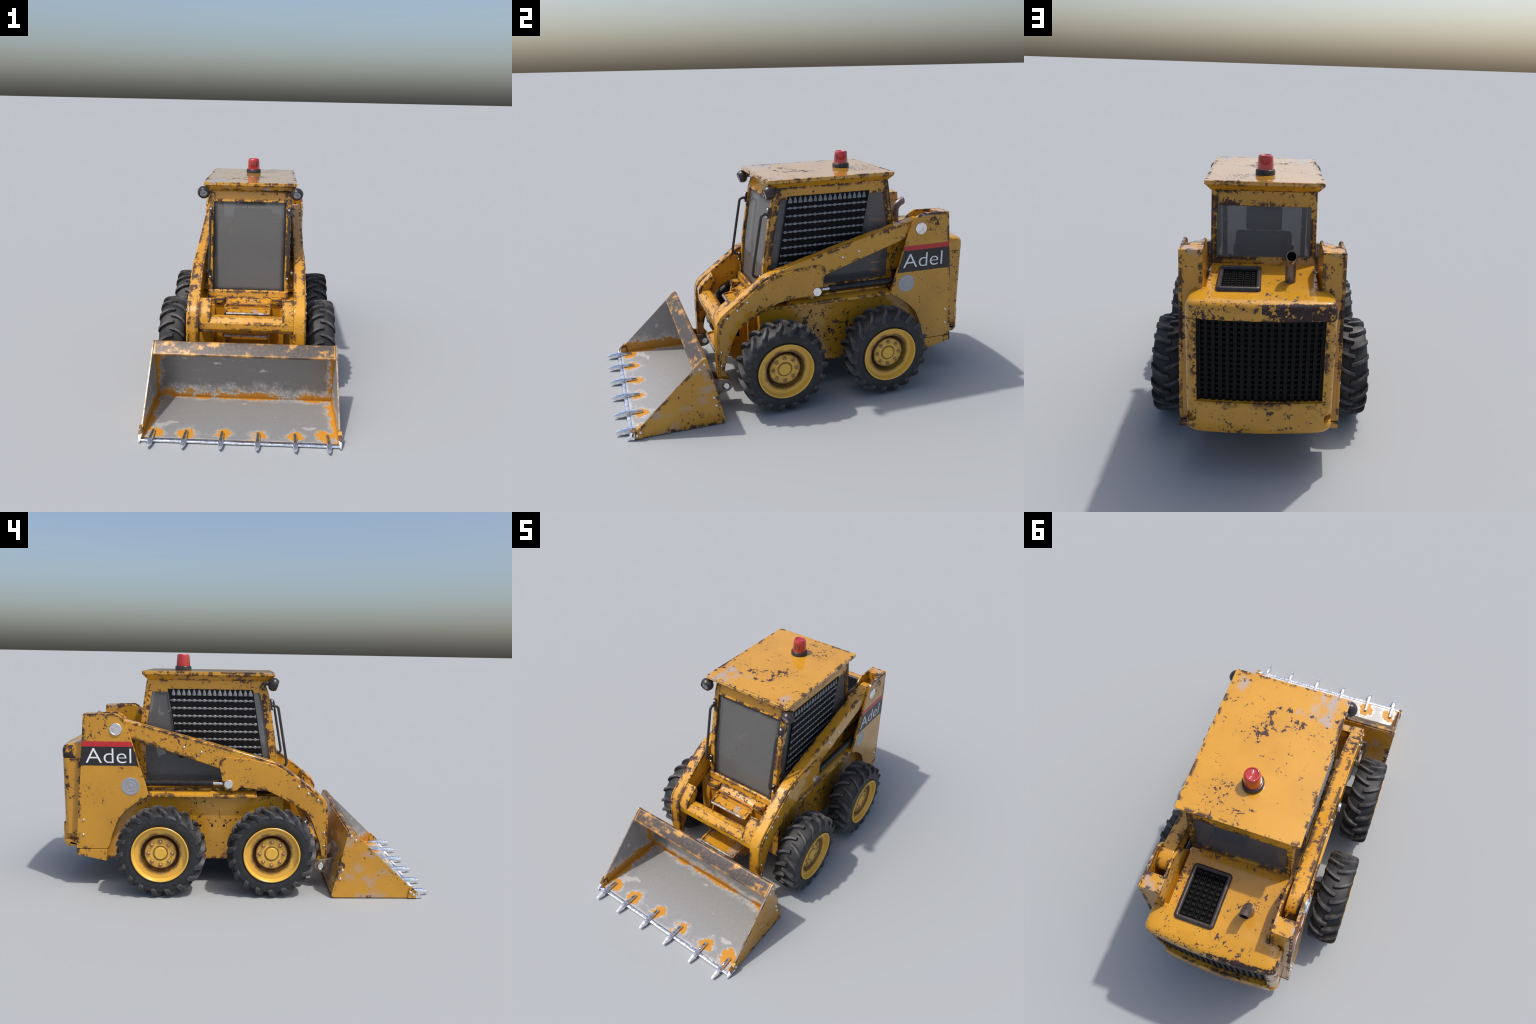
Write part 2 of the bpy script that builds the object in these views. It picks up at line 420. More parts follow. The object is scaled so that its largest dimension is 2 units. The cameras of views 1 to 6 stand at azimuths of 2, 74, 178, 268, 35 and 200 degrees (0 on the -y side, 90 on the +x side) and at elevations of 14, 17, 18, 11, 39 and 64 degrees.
def rounded_path(pts, r, k=6):
    pts = [Vector(p) for p in pts]
    out = [pts[0]]
    for a, b, c in zip(pts, pts[1:], pts[2:]):
        u, w = (a - b).normalized(), (c - b).normalized()
        d = min(r, (a - b).length * 0.49 if a is not pts[0] else r, (c - b).length * (0.49 if c is not pts[-1] else 0.8))
        p, q = b + u * d, b + w * d
        for i in range(k + 1):
            t = i / k
            out.append(p * (1 - t) ** 2 + b * 2 * t * (1 - t) + q * t * t)
    out.append(pts[-1])
    return out

def sweep(bm, path, radius, n=14, cap=True):
    path = [Vector(p) for p in path]
    rings, up = [], None
    for i, p in enumerate(path):
        t = (path[min(i + 1, len(path) - 1)] - path[max(i - 1, 0)]).normalized()
        if up is None:
            up = t.orthogonal().normalized()
        up = (up - t * up.dot(t)).normalized()
        s = t.cross(up)
        rr = radius(i / (len(path) - 1)) if callable(radius) else radius
        rings.append([bm.verts.new(p + (up * math.cos(2 * PI * j / n) + s * math.sin(2 * PI * j / n)) * rr) for j in range(n)])
    for a, b in zip(rings, rings[1:]):
        for j in range(n):
            bm.faces.new((a[j], a[(j + 1) % n], b[(j + 1) % n], b[j]))
    if cap:
        bm.faces.new(rings[0][::-1])
        bm.faces.new(rings[-1])

def rod(name, path, radius, mat, parent=None, n=14):
    bm = bmesh.new()
    sweep(bm, path, radius, n)
    return finish(bm, name, mat, parent, smooth=50)

def hull_prism(bm, quad_a, quad_b):
    """Solid between two matching closed loops."""
    va = [bm.verts.new(p) for p in quad_a]
    vb = [bm.verts.new(p) for p in quad_b]
    k = len(va)
    bm.faces.new(va)
    bm.faces.new(vb[::-1])
    for i in range(k):
        bm.faces.new((va[i], vb[i], vb[(i + 1) % k], va[(i + 1) % k]))

def frame(bm, outer, inner, off):
    """Flat window frame: a closed ring between two loops, thickened by off."""
    off = Vector(off)
    o = [Vector(p) for p in outer]; q = [Vector(p) for p in inner]
    L = [[bm.verts.new(p) for p in loop] for loop in (o, q, [p + off for p in o], [p + off for p in q])]
    k = len(o)
    for i in range(k):
        j = (i + 1) % k
        for a, b in ((0, 1), (3, 2), (2, 0), (1, 3)):
            bm.faces.new((L[a][i], L[a][j], L[b][j], L[b][i]))

# shared bolt meshes -------------------------------------------------
def dome_mesh(name, r, h, mat, washer=0.0):
    bm = bmesh.new()
    prof = [(-0.002, r * (1 + washer)), (h * 0.2 if washer else 0.0, r * (1 + washer))] if washer else [(-0.002, r)]
    if washer:
        prof.append((h * 0.25, r))
    prof += [(h * math.sin(t) if not washer else h * (0.25 + 0.75 * math.sin(t)), r * math.cos(t)) for t in (0.3, 0.7, 1.1)] + [(h, 0.0)]
    lathe(bm, prof, 16, 0)
    o = finish(bm, name, mat, smooth=60)
    me = o.data
    bpy.data.objects.remove(o)
    return me

BOLT = dome_mesh("bolt", 0.0072, 0.006, "chrome")
WBOLT = dome_mesh("wheel_bolt", 0.0085, 0.011, "rimbolt", 0.35)

def bolt(parent, x, y, z, s, me=None, name="bolt"):
    o = bpy.data.objects.new(name, me or BOLT)
    SC.objects.link(o)
    o.parent = parent
    o.location = (x, y, z)
    if s < 0:
        o.rotation_euler = (0, 0, PI)
    return o

# ================================================================== BODY
bm = bmesh.new()
poly_prism(bm, [(-0.215, 0.15), (-0.17, 0.142), (0.74, 0.142), (0.80, 0.19), (0.80, 0.50), (-0.215, 0.50)], -0.285, 0.285, 0)
body = finish(bm, "body", "body", bevel=0.006)
box("floor_tub", (-0.21, -0.248, 0.15), (0.21, -0.21, 0.485), "orange", body, 0.004)
box("belly_plate", (-0.24, -0.19, 0.128), (0.24, 0.72, 0.145), "inside", body, 0.003)

for s in (1, -1):
    # sloped fender rail along the side, with a thin ledge over it
    prism("fender_rail", [(s * 0.270, 0.529), (s * 0.292, 0.527), (s * 0.321, 0.512), (s * 0.323, 0.499), (s * 0.270, 0.497)], -0.066, 0.519, 1, "body", body, 0.0025)
    prism("fender_ledge", [(s * 0.225, 0.54), (s * 0.278, 0.54), (s * 0.278, 0.528), (s * 0.225, 0.52)], -0.13, 0.53, 1, "body", body, 0.002)
    # row of dark discs standing in for drilled holes along the body side
    bm = bmesh.new()
    for i in range(-3, 6):
        y = 0.045 + 0.0642 * i
        lathe(bm, [(s * 0.284, 0.0), (s * 0.284, 0.0062), (s * 0.2862, 0.0062), (s * 0.2862, 0.0)], 12, 0, (0, y, 0.333))
    o = finish(bm, "hole_disc", "hole_fill", body)
    o["kind"] = "stuff"
    # axle stubs
    for y in (-0.143, 0.434):
        turned("axle", [(s * 0.28, 0.0), (s * 0.28, 0.05), (s * 0.40, 0.05), (s * 0.40, 0.0)], "black", body, 24, 0, (0, y, 0.2362))
    # rounded block the front of the body ends in, behind the arm
    prism("front_pillar", [(-0.20, 0.16), (-0.255, 0.16), (-0.262, 0.20), (-0.262, 0.43), (-0.25, 0.475), (-0.20, 0.475)], s * 0.185, s * 0.212, 0, "orange", body, 0.004)
    # ladder cheek and hinge block
    prism("ladder_cheek", [(-0.24, 0.478), (-0.262, 0.478), (-0.30, 0.40), (-0.325, 0.33), (-0.345, 0.22), (-0.335, 0.165), (-0.30, 0.145), (-0.24, 0.14)], s * 0.120, s * 0.132, 0, "orange", body, 0.003)
    box("hinge_block", (min(s * 0.132, s * 0.192), -0.262, 0.487), (max(s * 0.132, s * 0.192), -0.205, 0.513), "step", body, 0.003)
# ladder back wall and three treads
box("ladder_back", (-0.122, -0.262, 0.16), (0.122, -0.24, 0.46), "orange", body, 0.002)
prism("front_lip", [(-0.20, 0.507), (-0.215, 0.503), (-0.25, 0.477), (-0.25, 0.468), (-0.20, 0.468)], -0.1305, 0.1305, 0, "step", body, 0.002)
for yb, yf, z, drop, w in ((-0.245, -0.325, 0.455, 0.030, 0.117), (-0.29, -0.373, 0.342, 0.035, 0.122), (-0.31, -0.432, 0.226, 0.045, 0.116)):
    prism("step_tread", [(yb, z), (yf, z - 0.004), (yf - 0.003, z - 0.008), (yf, z - 0.014), (yb, z - 0.010)], -w, w, 0, "step", body, 0.002)
    prism("tread_nose", [(yf + 0.007, z - 0.0005), (yf - 0.001, z - 0.0015), (yf - 0.0045, z - 0.007), (yf - 0.001, z - 0.015), (yf + 0.004, z - 0.015), (yf + 0.007, z - 0.004)], -w - 0.001, w + 0.001, 0, "nose", body, 0.0015)
    for s in (1, -1):
        prism("step_bracket", [(yb, z + 0.012), (yf + 0.02, z + 0.004), (yf, z - 0.003), (yf + 0.004, z - 0.016), (yb, z - drop - 0.02)], s * (w - 0.001), s * (w + 0.010), 0, "step", body, 0.002)

# ================================================================== TOWERS
REAR = [(0.841, 0.940), (0.853, 0.800), (0.882, 0.470), (0.899, 0.213)]
ARCH = [(0.735, 0.213), (0.722, 0.234), (0.704, 0.302), (0.670, 0.383), (0.640, 0.417), (0.611, 0.443), (0.578, 0.468), (0.546, 0.489), (0.522, 0.500)]
FRONT = [(0.511, 0.515), (0.527, 0.580), (0.556, 0.670), (0.587, 0.780), (0.618, 0.886), (0.633, 0.913), (0.656, 0.934), (0.679, 0.945)]
for s in (1, -1):
    tower = prism("tower", REAR + ARCH + FRONT, s * 0.3215, s * 0.335, 0, "tower", None, 0.0025)
    prism("tower_inner_wall", [(0.841, 0.940), (0.853, 0.800), (0.868, 0.62), (0.55, 0.62)] + FRONT[2:], s * 0.240, s * 0.251, 0, "tower", tower, 0.0025)
    prism("tower_back_wall", [(0.8395, 0.9405), (0.8515, 0.800), (0.8805, 0.470), (0.8975, 0.2145), (0.83, 0.2145), (0.80, 0.47), (0.775, 0.80), (0.768, 0.9425)], s * 0.2405, s * 0.334, 0, "tower", tower, 0.0025)
    prism("wheel_arch", [(0.88, 0.48), (0.895, 0.215)] + [(y + 0.001, z + 0.001) for y, z in ARCH[0:]] + [(0.53, 0.53)], s * 0.24, s * 0.3225, 0, "body", tower, 0.002)
    prism("tower_foot", [(0.900, 0.2105), (0.900, 0.181), (0.742, 0.145), (0.735, 0.2105)], s * 0.24, s * 0.3355, 0, "tower", tower, 0.002)
    turned("pivot_pin", [(s * 0.330, 0.0), (s * 0.330, 0.033), (s * 0.3385, 0.033), (s * 0.341, 0.031), (s * 0.341, 0.026), (s * 0.3402, 0.025), (s * 0.3402, 0.0)], "chrome", tower, 40, 0, (0, 0.675, 0.861))
    for y, z in ((0.856, 0.374), (0.860, 0.292)):
        bolt(tower, s * 0.335, y, z, s)
    # round grey disc with raised rings
    bm = bmesh.new()
    prof = [(0.0, 0.0485), (0.0015, 0.0485), (0.0018, 0.047), (0.0018, 0.036), (0.0012, 0.034), (0.0012, 0.029), (0.002, 0.027), (0.002, 0.022), (0.0012, 0.020), (0.0012, 0.014), (0.0018, 0.012), (0.0018, 0.0)]
    lathe(bm, [(s * (0.3348 + a), r) for a, r in prof], 56, 0, (0, 0.604, 0.559))
    finish(bm, "round_disc", "disc", tower, smooth=20)
    # label: red stripe over a black panel carrying the word
    z0, z1, z2 = (0.6695, 0.7700, 0.7975) if s < 0 else (0.6235, 0.7440, 0.7700)
    def front_y(z):
        for (ya, za), (yb, zb) in zip(FRONT, FRONT[1:]):
            if za <= z <= zb:
                return ya + (yb - ya) * (z - za) / (zb - za) + 0.004
        return FRONT[0][0]
    def rear_y(z):
        for (ya, za), (yb, zb) in zip(REAR, REAR[1:]):
            if zb <= z <= za:
                return ya + (yb - ya) * (z - za) / (zb - za) - 0.003
        return REAR[0][0]
    prism("label_panel", [(front_y(z0), z0), (rear_y(z0), z0), (rear_y(z1), z1), (front_y(z1), z1)], s * 0.3340, s * 0.3358, 0, "label", tower, 0)
    prism("label_stripe", [(front_y(z1), z1), (rear_y(z1), z1), (rear_y(z2), z2), (front_y(z2), z2)], s * 0.3340, s * 0.3359, 0, "red", tower, 0)
    cu = bpy.data.curves.new("letters", "FONT")
    cu.body = "Adel"
    cu.extrude = 0.02
    cu.offset = -0.012
    to = bpy.data.objects.new("letters", cu)
    SC.objects.link(to)
    me = bpy.data.meshes.new_from_object(to.evaluated_get(bpy.context.evaluated_depsgraph_get()))
    bpy.data.objects.remove(to)
    xs = [v.co.x for v in me.vertices]; ys = [v.co.y for v in me.vertices]
    ya, yb, za, zb = (0.834, 0.597, 0.6830, 0.7615) if s < 0 else (0.578, 0.815, 0.6475, 0.7245)
    for v in me.vertices:
        u = (v.co.x - min(xs)) / (max(xs) - min(xs)); w = (v.co.y - min(ys)) / (max(ys) - min(ys))
        v.co = (s * (0.3355 + (0.0016 if v.co.z > 0 else 0.0)), ya + (yb - ya) * u, za + (zb - za) * w)
    bm = bmesh.new(); bm.from_mesh(me); bpy.data.meshes.remove(me)
    finish(bm, "letters", "white", tower)

# ================================================================== REAR HOOD
def rear_plan(inset, hw, y0, n=22, r=0.035, sag=0.016, ymax=0.996):
    """Plan outline of the bulged rear: right side, rounded corner, arc, rounded corner, left side."""
    h = hw - inset * 0.6
    ym = ymax - inset
    f = lambda x: ym - sag * (x / 0.26) ** 2
    pts = [(h, y0)]
    cx = h - r
    yc = f(cx) - r * 0.9
    for i in range(7):
        t = PI / 2 * i / 6
        pts.append((cx + r * math.cos(t), yc + r * 0.9 * math.sin(t)))
    for i in range(1, n):
        x = cx * (1 - 2 * i / n)
        pts.append((x, f(x)))
    return pts + [(-x, y) for x, y in pts[:8]][::-1]

bm = bmesh.new()
layers = [(0.700, 0.012, 0.244), (0.702, 0.003, 0.244), (0.707, 0.0, 0.244), (0.745, 0.001, 0.243), (0.758, 0.005, 0.242), (0.767, 0.012, 0.240), (0.7725, 0.022, 0.237),
          (0.777, 0.042, 0.233), (0.785, 0.100, 0.226)]
prev = None
for z, ins, nw in layers:
    pts = rear_plan(ins * 1.0, 0.298, 0.865 - ins * 0.25, ymax=0.988)
    pts += [(-nw, 0.865 - ins * 0.25), (-nw, 0.572), (nw, 0.572), (nw, 0.865 - ins * 0.25)]
    ring = [bm.verts.new((x, y, z + (0.014 if (z > 0.78 and y < 0.6) else 0.0))) for x, y in pts]
    k = len(ring)
    if prev:
        for i in range(k):
            bm.faces.new((prev[i], prev[(i + 1) % k], ring[(i + 1) % k], ring[i]))
    else:
        bm.faces.new(ring[::-1])
    prev = ring
bm.faces.new(prev)
hood = finish(bm, "engine_hood", "hood", smooth=40)
# bumper, posts, grille
def bumper_column(x, top):
    h, r = 0.298, 0.045
    f = 0.999 - 0.016 * (x / 0.26) ** 2
    k = max(0.0, (abs(x) - (h - r)) / r)
    f -= r * 0.8 * (1 - math.sqrt(max(0.0, 1 - k * k)))
    low = 0.205 + 0.010 * max(0.0, (abs(x) - 0.235) / 0.063) ** 1.6
    return [(x, 0.87, low), (x, f - 0.014, low), (x, f - 0.003, low + 0.010), (x, f, low + 0.026), (x, f, top - 0.020), (x, f - 0.002, top - 0.006), (x, f - 0.008, top), (x, 0.87, top)]
bm = bmesh.new()
cols = []
xs = [-0.298, -0.2965, -0.292, -0.285, -0.275, -0.2645]
for x in xs:
    cols.append(bumper_column(x, 0.250))
for i in range(25):
    cols.append(bumper_column(-0.2640 + 0.528 * i / 24, 0.346))
for x in xs[::-1]:
    cols.append(bumper_column(-x, 0.250))
cols = [[bm.verts.new(p) for p in c] for c in cols]
for a, b in zip(cols, cols[1:]):
    for i in range(8):
        bm.faces.new((a[i], a[(i + 1) % 8], b[(i + 1) % 8], b[i]))
bm.faces.new(cols[0][::-1]); bm.faces.new(cols[-1])
bump = finish(bm, "rear_bumper", "bumper", smooth=42)
def arc_slab(bm, x0, x1, z0, z1, ymax, depth, n=16, sag=0.016):
    f = lambda x: ymax - sag * (x / 0.26) ** 2
    xs = [x0 + (x1 - x0) * i / n for i in range(n + 1)]
    poly_prism(bm, [(x, f(x)) for x in xs] + [(x, f(x) - depth) for x in xs[::-1]], z0, z1, 2)
for s in (1, -1):
    full = rear_plan(0.0, 0.298, 0.87, ymax=0.986)
    side = [p for p in full if p[0] * s > 0.2535]
    if s < 0:
        side = side[::-1]
    prism("grille_post", side + [(s * 0.2535, side[-1][1] + 0.002), (s * 0.2535, 0.87)], 0.284, 0.7005, 2, "bumper", hood, 0.004)
    prism("post_foot", [(s * 0.24, 0.87), (s * 0.275, 0.87), (s * 0.275, 0.95), (s * 0.24, 0.96)], 0.246, 0.30, 2, "orange", hood, 0.002)
bm = bmesh.new(); arc_slab(bm, -0.255, 0.255, 0.30, 0.71, 0.957, 0.05)
finish(bm, "grille_backing", "mesh", hood)
bm = bmesh.new()
for i in range(18):
    x = -0.246 + 0.492 * i / 17
    y = 0.972 - 0.016 * (x / 0.26) ** 2
    add_box(bm, (x - 0.0082, y - 0.022, 0.33), (x + 0.0082, y, 0.705))
o = finish(bm, "grille_bar", "mesh", hood, 0.0015); o["kind"] = "stuff"
bm = bmesh.new()
for i in range(16):
    z = 0.352 + 0.0228 * i
    n = 12
    for x0 in [-0.254 + 0.508 * j / n for j in range(n)]:
        x1 = x0 + 0.508 / n
        f = lambda x: 0.966 - 0.016 * (x / 0.26) ** 2
        hull_prism(bm, [(x0, f(x0), z - 0.004), (x0, f(x0) - 0.014, z + 0.006), (x0, f(x0) - 0.014, z + 0.011), (x0, f(x0), z + 0.003)],
                   [(x1, f(x1), z - 0.004), (x1, f(x1) - 0.014, z + 0.006), (x1, f(x1) - 0.014, z + 0.011), (x1, f(x1), z + 0.003)])
o = finish(bm, "grille_slat", "mesh", hood); o["kind"] = "stuff"

# framed air intake on the hood
def rrect(cx, cy, hx, hy, r, k=5):
    pts = []
    for sx, sy, a0 in ((1, 1, 0), (-1, 1, PI / 2), (-1, -1, PI), (1, -1, 3 * PI / 2)):
        for i in range(k + 1):
            t = a0 + PI / 2 * i / k
            pts.append((cx + sx * (hx - r) + r * math.cos(t), cy + sy * (hy - r) + r * math.sin(t)))
    return pts
hz = lambda y: 0.8005 - 0.014 * (y - 0.572) / 0.293      # deck slope
bm = bmesh.new()
cx, cy = 0.0955, 0.761
rings = []
for grow, up in ((0.0, -0.006), (0.0, 0.010), (-0.003, 0.0155), (-0.008, 0.018), (-0.016, 0.0175), (-0.0195, 0.013), (-0.0205, -0.004)):
    rings.append([bm.verts.new((x, y, hz(y) - 0.0015 + up)) for x, y in rrect(cx, cy, 0.0905 + grow, 0.1245 + grow, max(0.018 + grow * 0.8, 0.003))])
for a, b in zip(rings, rings[1:]):
    for i in range(len(a)):
        bm.faces.new((a[i], a[(i + 1) % len(a)], b[(i + 1) % len(b)], b[i]))
intake = finish(bm, "air_intake_frame", "browngrey", hood, smooth=50)
bm = bmesh.new()
plate_loop = rrect(cx, cy, 0.072, 0.106, 0.004)  # outline of a dark plate laid on the deck in place of an opening
hull_prism(bm, [(x, y, hz(y)) for x, y in plate_loop], [(x, y, hz(y) - 0.004) for x, y in plate_loop])
finish(bm, "intake_dark_plate", "hole_fill", intake)
bm = bmesh.new()
for i in range(5):
    for j in range(9):
        x = cx - 0.056 + 0.028 * i; y = cy - 0.094 + 0.0235 * j
        add_box(bm, (x - 0.0095, y - 0.0080, 0.78), (x + 0.0095, y + 0.0080, hz(y) + 0.0065))
o = finish(bm, "intake_mesh_pad", "mesh", intake, 0.003); o["kind"] = "stuff"
bm = bmesh.new()
for i in range(6):
    x = cx - 0.070 + 0.028 * i
    poly_prism(bm, [(cy - 0.105, 0.78), (cy + 0.105, 0.78), (cy + 0.105, hz(cy + 0.105) + 0.005), (cy - 0.105, hz(cy - 0.105) + 0.005)], x - 0.0018, x + 0.0018, 0)
o = finish(bm, "intake_rib", "mesh", intake); o["kind"] = "stuff"

# exhaust pipe: upright, bent back, open at the mouth
path = rounded_path([(-0.115, 0.764, 0.775), (-0.115, 0.759, 0.890), (-0.115, 0.812, 0.9145)], 0.044, 12)
bm = bmesh.new()
frames, up = [], None
for i, p in enumerate(path):
    t = (path[min(i + 1, len(path) - 1)] - path[max(i - 1, 0)]).normalized()
    up = (up or t.orthogonal()) - t * (up or t.orthogonal()).dot(t)
    up.normalize()
    frames.append((p, up.copy(), t.cross(up)))
tube = [(f, 0.0220) for f in frames] + [(f, 0.0190) for f in frames[::-1][:9]]
rings = [[bm.verts.new(p + (u * math.cos(2 * PI * j / 28) + w * math.sin(2 * PI * j / 28)) * r) for j in range(28)] for (p, u, w), r in tube]
for a, b in zip(rings, rings[1:]):
    for j in range(28):
        bm.faces.new((a[j], a[(j + 1) % 28], b[(j + 1) % 28], b[j]))
d = (path[-1] - path[-2]).normalized()
cut = Vector((0, 0.97, 0.12))                    # the mouth is sawn off nearly upright
k = len(frames)
for ring in (rings[k - 1], rings[k]):
    for v in ring:
        v.co += d * ((path[-1] - v.co).dot(cut) / d.dot(cut))
pipe = finish(bm, "exhaust_pipe", "exhaust", hood, smooth=50)
bm = bmesh.new()
sweep(bm, [path[-1] - d * 0.034, path[-1] - d * 0.024], 0.0188, 28)
finish(bm, "exhaust_plug", "hole_fill", pipe)  # dark plug added inside the pipe to pass for a deep bore

# ================================================================== CAB
W = 0.232
cab_out = [(-0.100, 1.118), (-0.122, 1.055), (-0.138, 0.957), (-0.168, 0.775), (-0.192, 0.545), (-0.192, 0.520), (0.572, 0.520), (0.572, 0.800), (0.560, 0.890), (0.522, 1.118)]
cab_in = [(-0.072, 1.053), (-0.078, 1.045), (-0.098, 0.957), (-0.126, 0.775), (-0.150, 0.595), (-0.150, 0.575), (0.536, 0.575), (0.536, 0.800), (0.528, 0.880), (0.497, 1.053)]
bm = bmesh.new()
for s in (1, -1):
    frame(bm, [(s * W, y, z) for y, z in cab_out], [(s * W, y, z) for y, z in cab_in], (-s * 0.020, 0, 0))
# front frame and rear frame sit a hair proud of the side frames
fo = [(-0.1005, 1.117), (-0.1235, 1.054), (-0.1695, 0.775), (-0.1935, 0.521)]
def front_y_at(z):
    for (ya, za), (yb, zb) in zip(fo, fo[1:]):
        if zb <= z <= za:
            return ya + (yb - ya) * (z - za) / (zb - za)
    return fo[-1][0]
hx = W - 0.0012
zs = [1.117, 1.054, 0.957, 0.775, 0.521]
zi = [1.048, 1.040, 0.957, 0.775, 0.540]
outer = [(-hx, front_y_at(z), z) for z in zs] + [(hx, front_y_at(z), z) for z in zs[::-1]]
inner = [(-0.2065, front_y_at(z), z) for z in zi] + [(0.2065, front_y_at(z), z) for z in zi[::-1]]
frame(bm, outer, inner, (0, 0.022, 0))
rear = lambda z: 0.5235 + (1.118 - z) * (0.0375 / 0.228) if z > 0.89 else 0.561 + (0.89 - z) * 0.14
zo, zr = [1.117, 0.89, 0.79], [1.052, 0.89, 0.828]
frame(bm, [(-hx, rear(z), z) for z in zo] + [(hx, rear(z), z) for z in zo[::-1]],
      [(-0.2065, rear(z), z) for z in zr] + [(0.2065, rear(z), z) for z in zr[::-1]], (0, -0.022, 0))
cab = finish(bm, "cab", "cab", bevel=0.0025)
prism("front_sill", [(-0.190, 0.548), (-0.199, 0.541), (-0.208, 0.500), (-0.20, 0.495), (-0.17, 0.495)], -0.231, 0.231, 0, "cab", cab, 0.002)
# roof slab with undercut eaves
bm = bmesh.new()
rings = []
for z, g in ((1.1165, -0.0265), (1.1445, -0.0015), (1.1455, 0.0), (1.1605, 0.0), (1.162, -0.0015)):
    rings.append([bm.verts.new((x, y, z)) for x, y in rrect(0.0, 0.195, 0.2625 + g, 0.3505 + g * 1.0, 0.009 if g > -0.01 else 0.003)])
for a, b in zip(rings, rings[1:]):
    for i in range(len(a)):
        bm.faces.new((a[i], a[(i + 1) % len(a)], b[(i + 1) % len(b)], b[i]))
bm.faces.new(rings[0][::-1]); bm.faces.new(rings[-1])
roof = finish(bm, "roof", "roof", cab, smooth=30)
# glass
bm = bmesh.new()
zz = [1.052, 0.957, 0.775, 0.536]
hull = [(x, front_y_at(z) + 0.010, z) for z in zz for x in (-0.209, 0.209)]
for k in range(3):
    z0, z1 = zz[k], zz[k + 1]
    a = [(-0.209, front_y_at(z0) + 0.010, z0), (0.209, front_y_at(z0) + 0.010, z0), (0.209, front_y_at(z1) + 0.010, z1), (-0.209, front_y_at(z1) + 0.010, z1)]
    va = [bm.verts.new(p) for p in a]; vb = [bm.verts.new((p[0], p[1] + 0.003, p[2])) for p in a]
    bm.faces.new(va); bm.faces.new(vb[::-1])
finish(bm, "windscreen", "windscreen", cab)
bm = bmesh.new()
a = [(-0.209, rear(1.055) - 0.010, 1.055), (0.209, rear(1.055) - 0.010, 1.055), (0.209, rear(0.825) - 0.010, 0.825), (-0.209, rear(0.825) - 0.010, 0.825)]
hull_prism(bm, a, [(x, y - 0.003, z) for x, y, z in a])
finish(bm, "rear_window", "window", cab)
for s in (1, -1):
    prism("side_window", [(y, z) for y, z in cab_in], s * 0.2225, s * 0.2255, 0, "window", cab, 0)
    # wire panel on the window: black sheet with rows of beaded wire
    fr = lambda z: -0.039 - 0.163 * (1.069 - z)
    rr = lambda z: 0.414 - 0.160 * (1.069 - z)
    panel = prism("side_grille", [(fr(1.069), 1.069), (rr(1.069), 1.069), (rr(0.70), 0.70), (fr(0.70), 0.70)], s * 0.2332, s * 0.2352, 0, "panel", cab, 0)
    bm = bmesh.new()
    for row in range(8):
        z = 1.0085 - 0.0414 * row
        y0, y1 = fr(z) + 0.005, rr(z) - 0.004
        n = int((y1 - y0) / 0.0034)
        def rad(t, y0=y0, y1=y1):
            u = (y0 + (y1 - y0) * t) / 0.0273
            alt = 1.0 if int(math.floor(u + 0.5)) % 2 == 0 else 0.70
            return 0.0030 + 0.0058 * (0.5 + 0.5 * math.cos(2 * PI * u)) * alt
        sweep(bm, [(s * 0.2355, y0 + (y1 - y0) * i / n, z) for i in range(n + 1)], rad, 10)
    # curled top row: bells hanging side by side
    n = int((0.414 + 0.039) / 0.0273)
    for i in range(n):
        y = -0.026 + 0.0273 * i
        w = 0.0145 if i % 2 == 0 else 0.0120
        sweep(bm, [(s * 0.2355, y, 1.066 - 0.0062 * k) for k in range(6)], lambda t, w=w: (0.0026 + (w - 0.0026) * t ** 0.8) * (1.0 if t < 0.95 else 0.75), 10)
    for v in bm.verts:                      # pressed flat against the sheet
        v.co.x = s * (0.2355 + (abs(v.co.x) - 0.2355) * 0.45)
    o = finish(bm, "wire_row", "bead", panel, smooth=60); o["kind"] = "stuff"
    # grab handles with bolted foot plates
    path = rounded_path([(s * 0.2215, -0.128, 0.984), (s * 0.2215, -0.176, 0.987), (s * 0.2215, -0.233, 0.662), (s * 0.2215, -0.188, 0.650)], 0.022, 6)
    h = rod("grab_handle", path, 0.0074, "black", cab, 12)
    for z0, z1 in ((0.962, 1.018), (0.612, 0.664)):
        bm = bmesh.new()
        hull_prism(bm, [(s * 0.212, front_y_at(z0) - 0.001, z0), (s * 0.2305, front_y_at(z0) - 0.001, z0), (s * 0.2305, front_y_at(z1) - 0.001, z1), (s * 0.212, front_y_at(z1) - 0.001, z1)],
                   [(s * 0.212, front_y_at(z0) - 0.011, z0), (s * 0.2305, front_y_at(z0) - 0.011, z0), (s * 0.2305, front_y_at(z1) - 0.011, z1), (s * 0.212, front_y_at(z1) - 0.011, z1)])
        finish(bm, "handle_foot", "black", h, 0.002)
        for z in (z0 + 0.009, z1 - 0.009):
            b = bolt(h, s * 0.2215, front_y_at(z) - 0.011, z, 1)
            b.rotation_euler = (0, 0, -PI / 2)
    # work lamp under the eaves, tilted down
    c = Vector((s * 0.262, -0.140, 1.104))
    bm = bmesh.new()
    lathe(bm, [(-0.019, 0.0), (-0.018, 0.016), (-0.012, 0.028), (-0.003, 0.0345), (0.006, 0.036), (0.015, 0.035), (0.024, 0.0305), (0.030, 0.0275), (0.0305, 0.0255), (0.027, 0.0245), (0.0262, 0.0)], 32, 0)
    lamp = finish(bm, "work_lamp", "black", cab, smooth=50)
    bm = bmesh.new()
    lathe(bm, [(0.0255, 0.0245), (0.028, 0.022), (0.0305, 0.013), (0.0312, 0.0)], 28, 0)
    lens = finish(bm, "lamp_lens", "lens", lamp, smooth=60)
    lamp.location = c
    lamp.rotation_euler = (0, math.radians(18), -PI / 2)
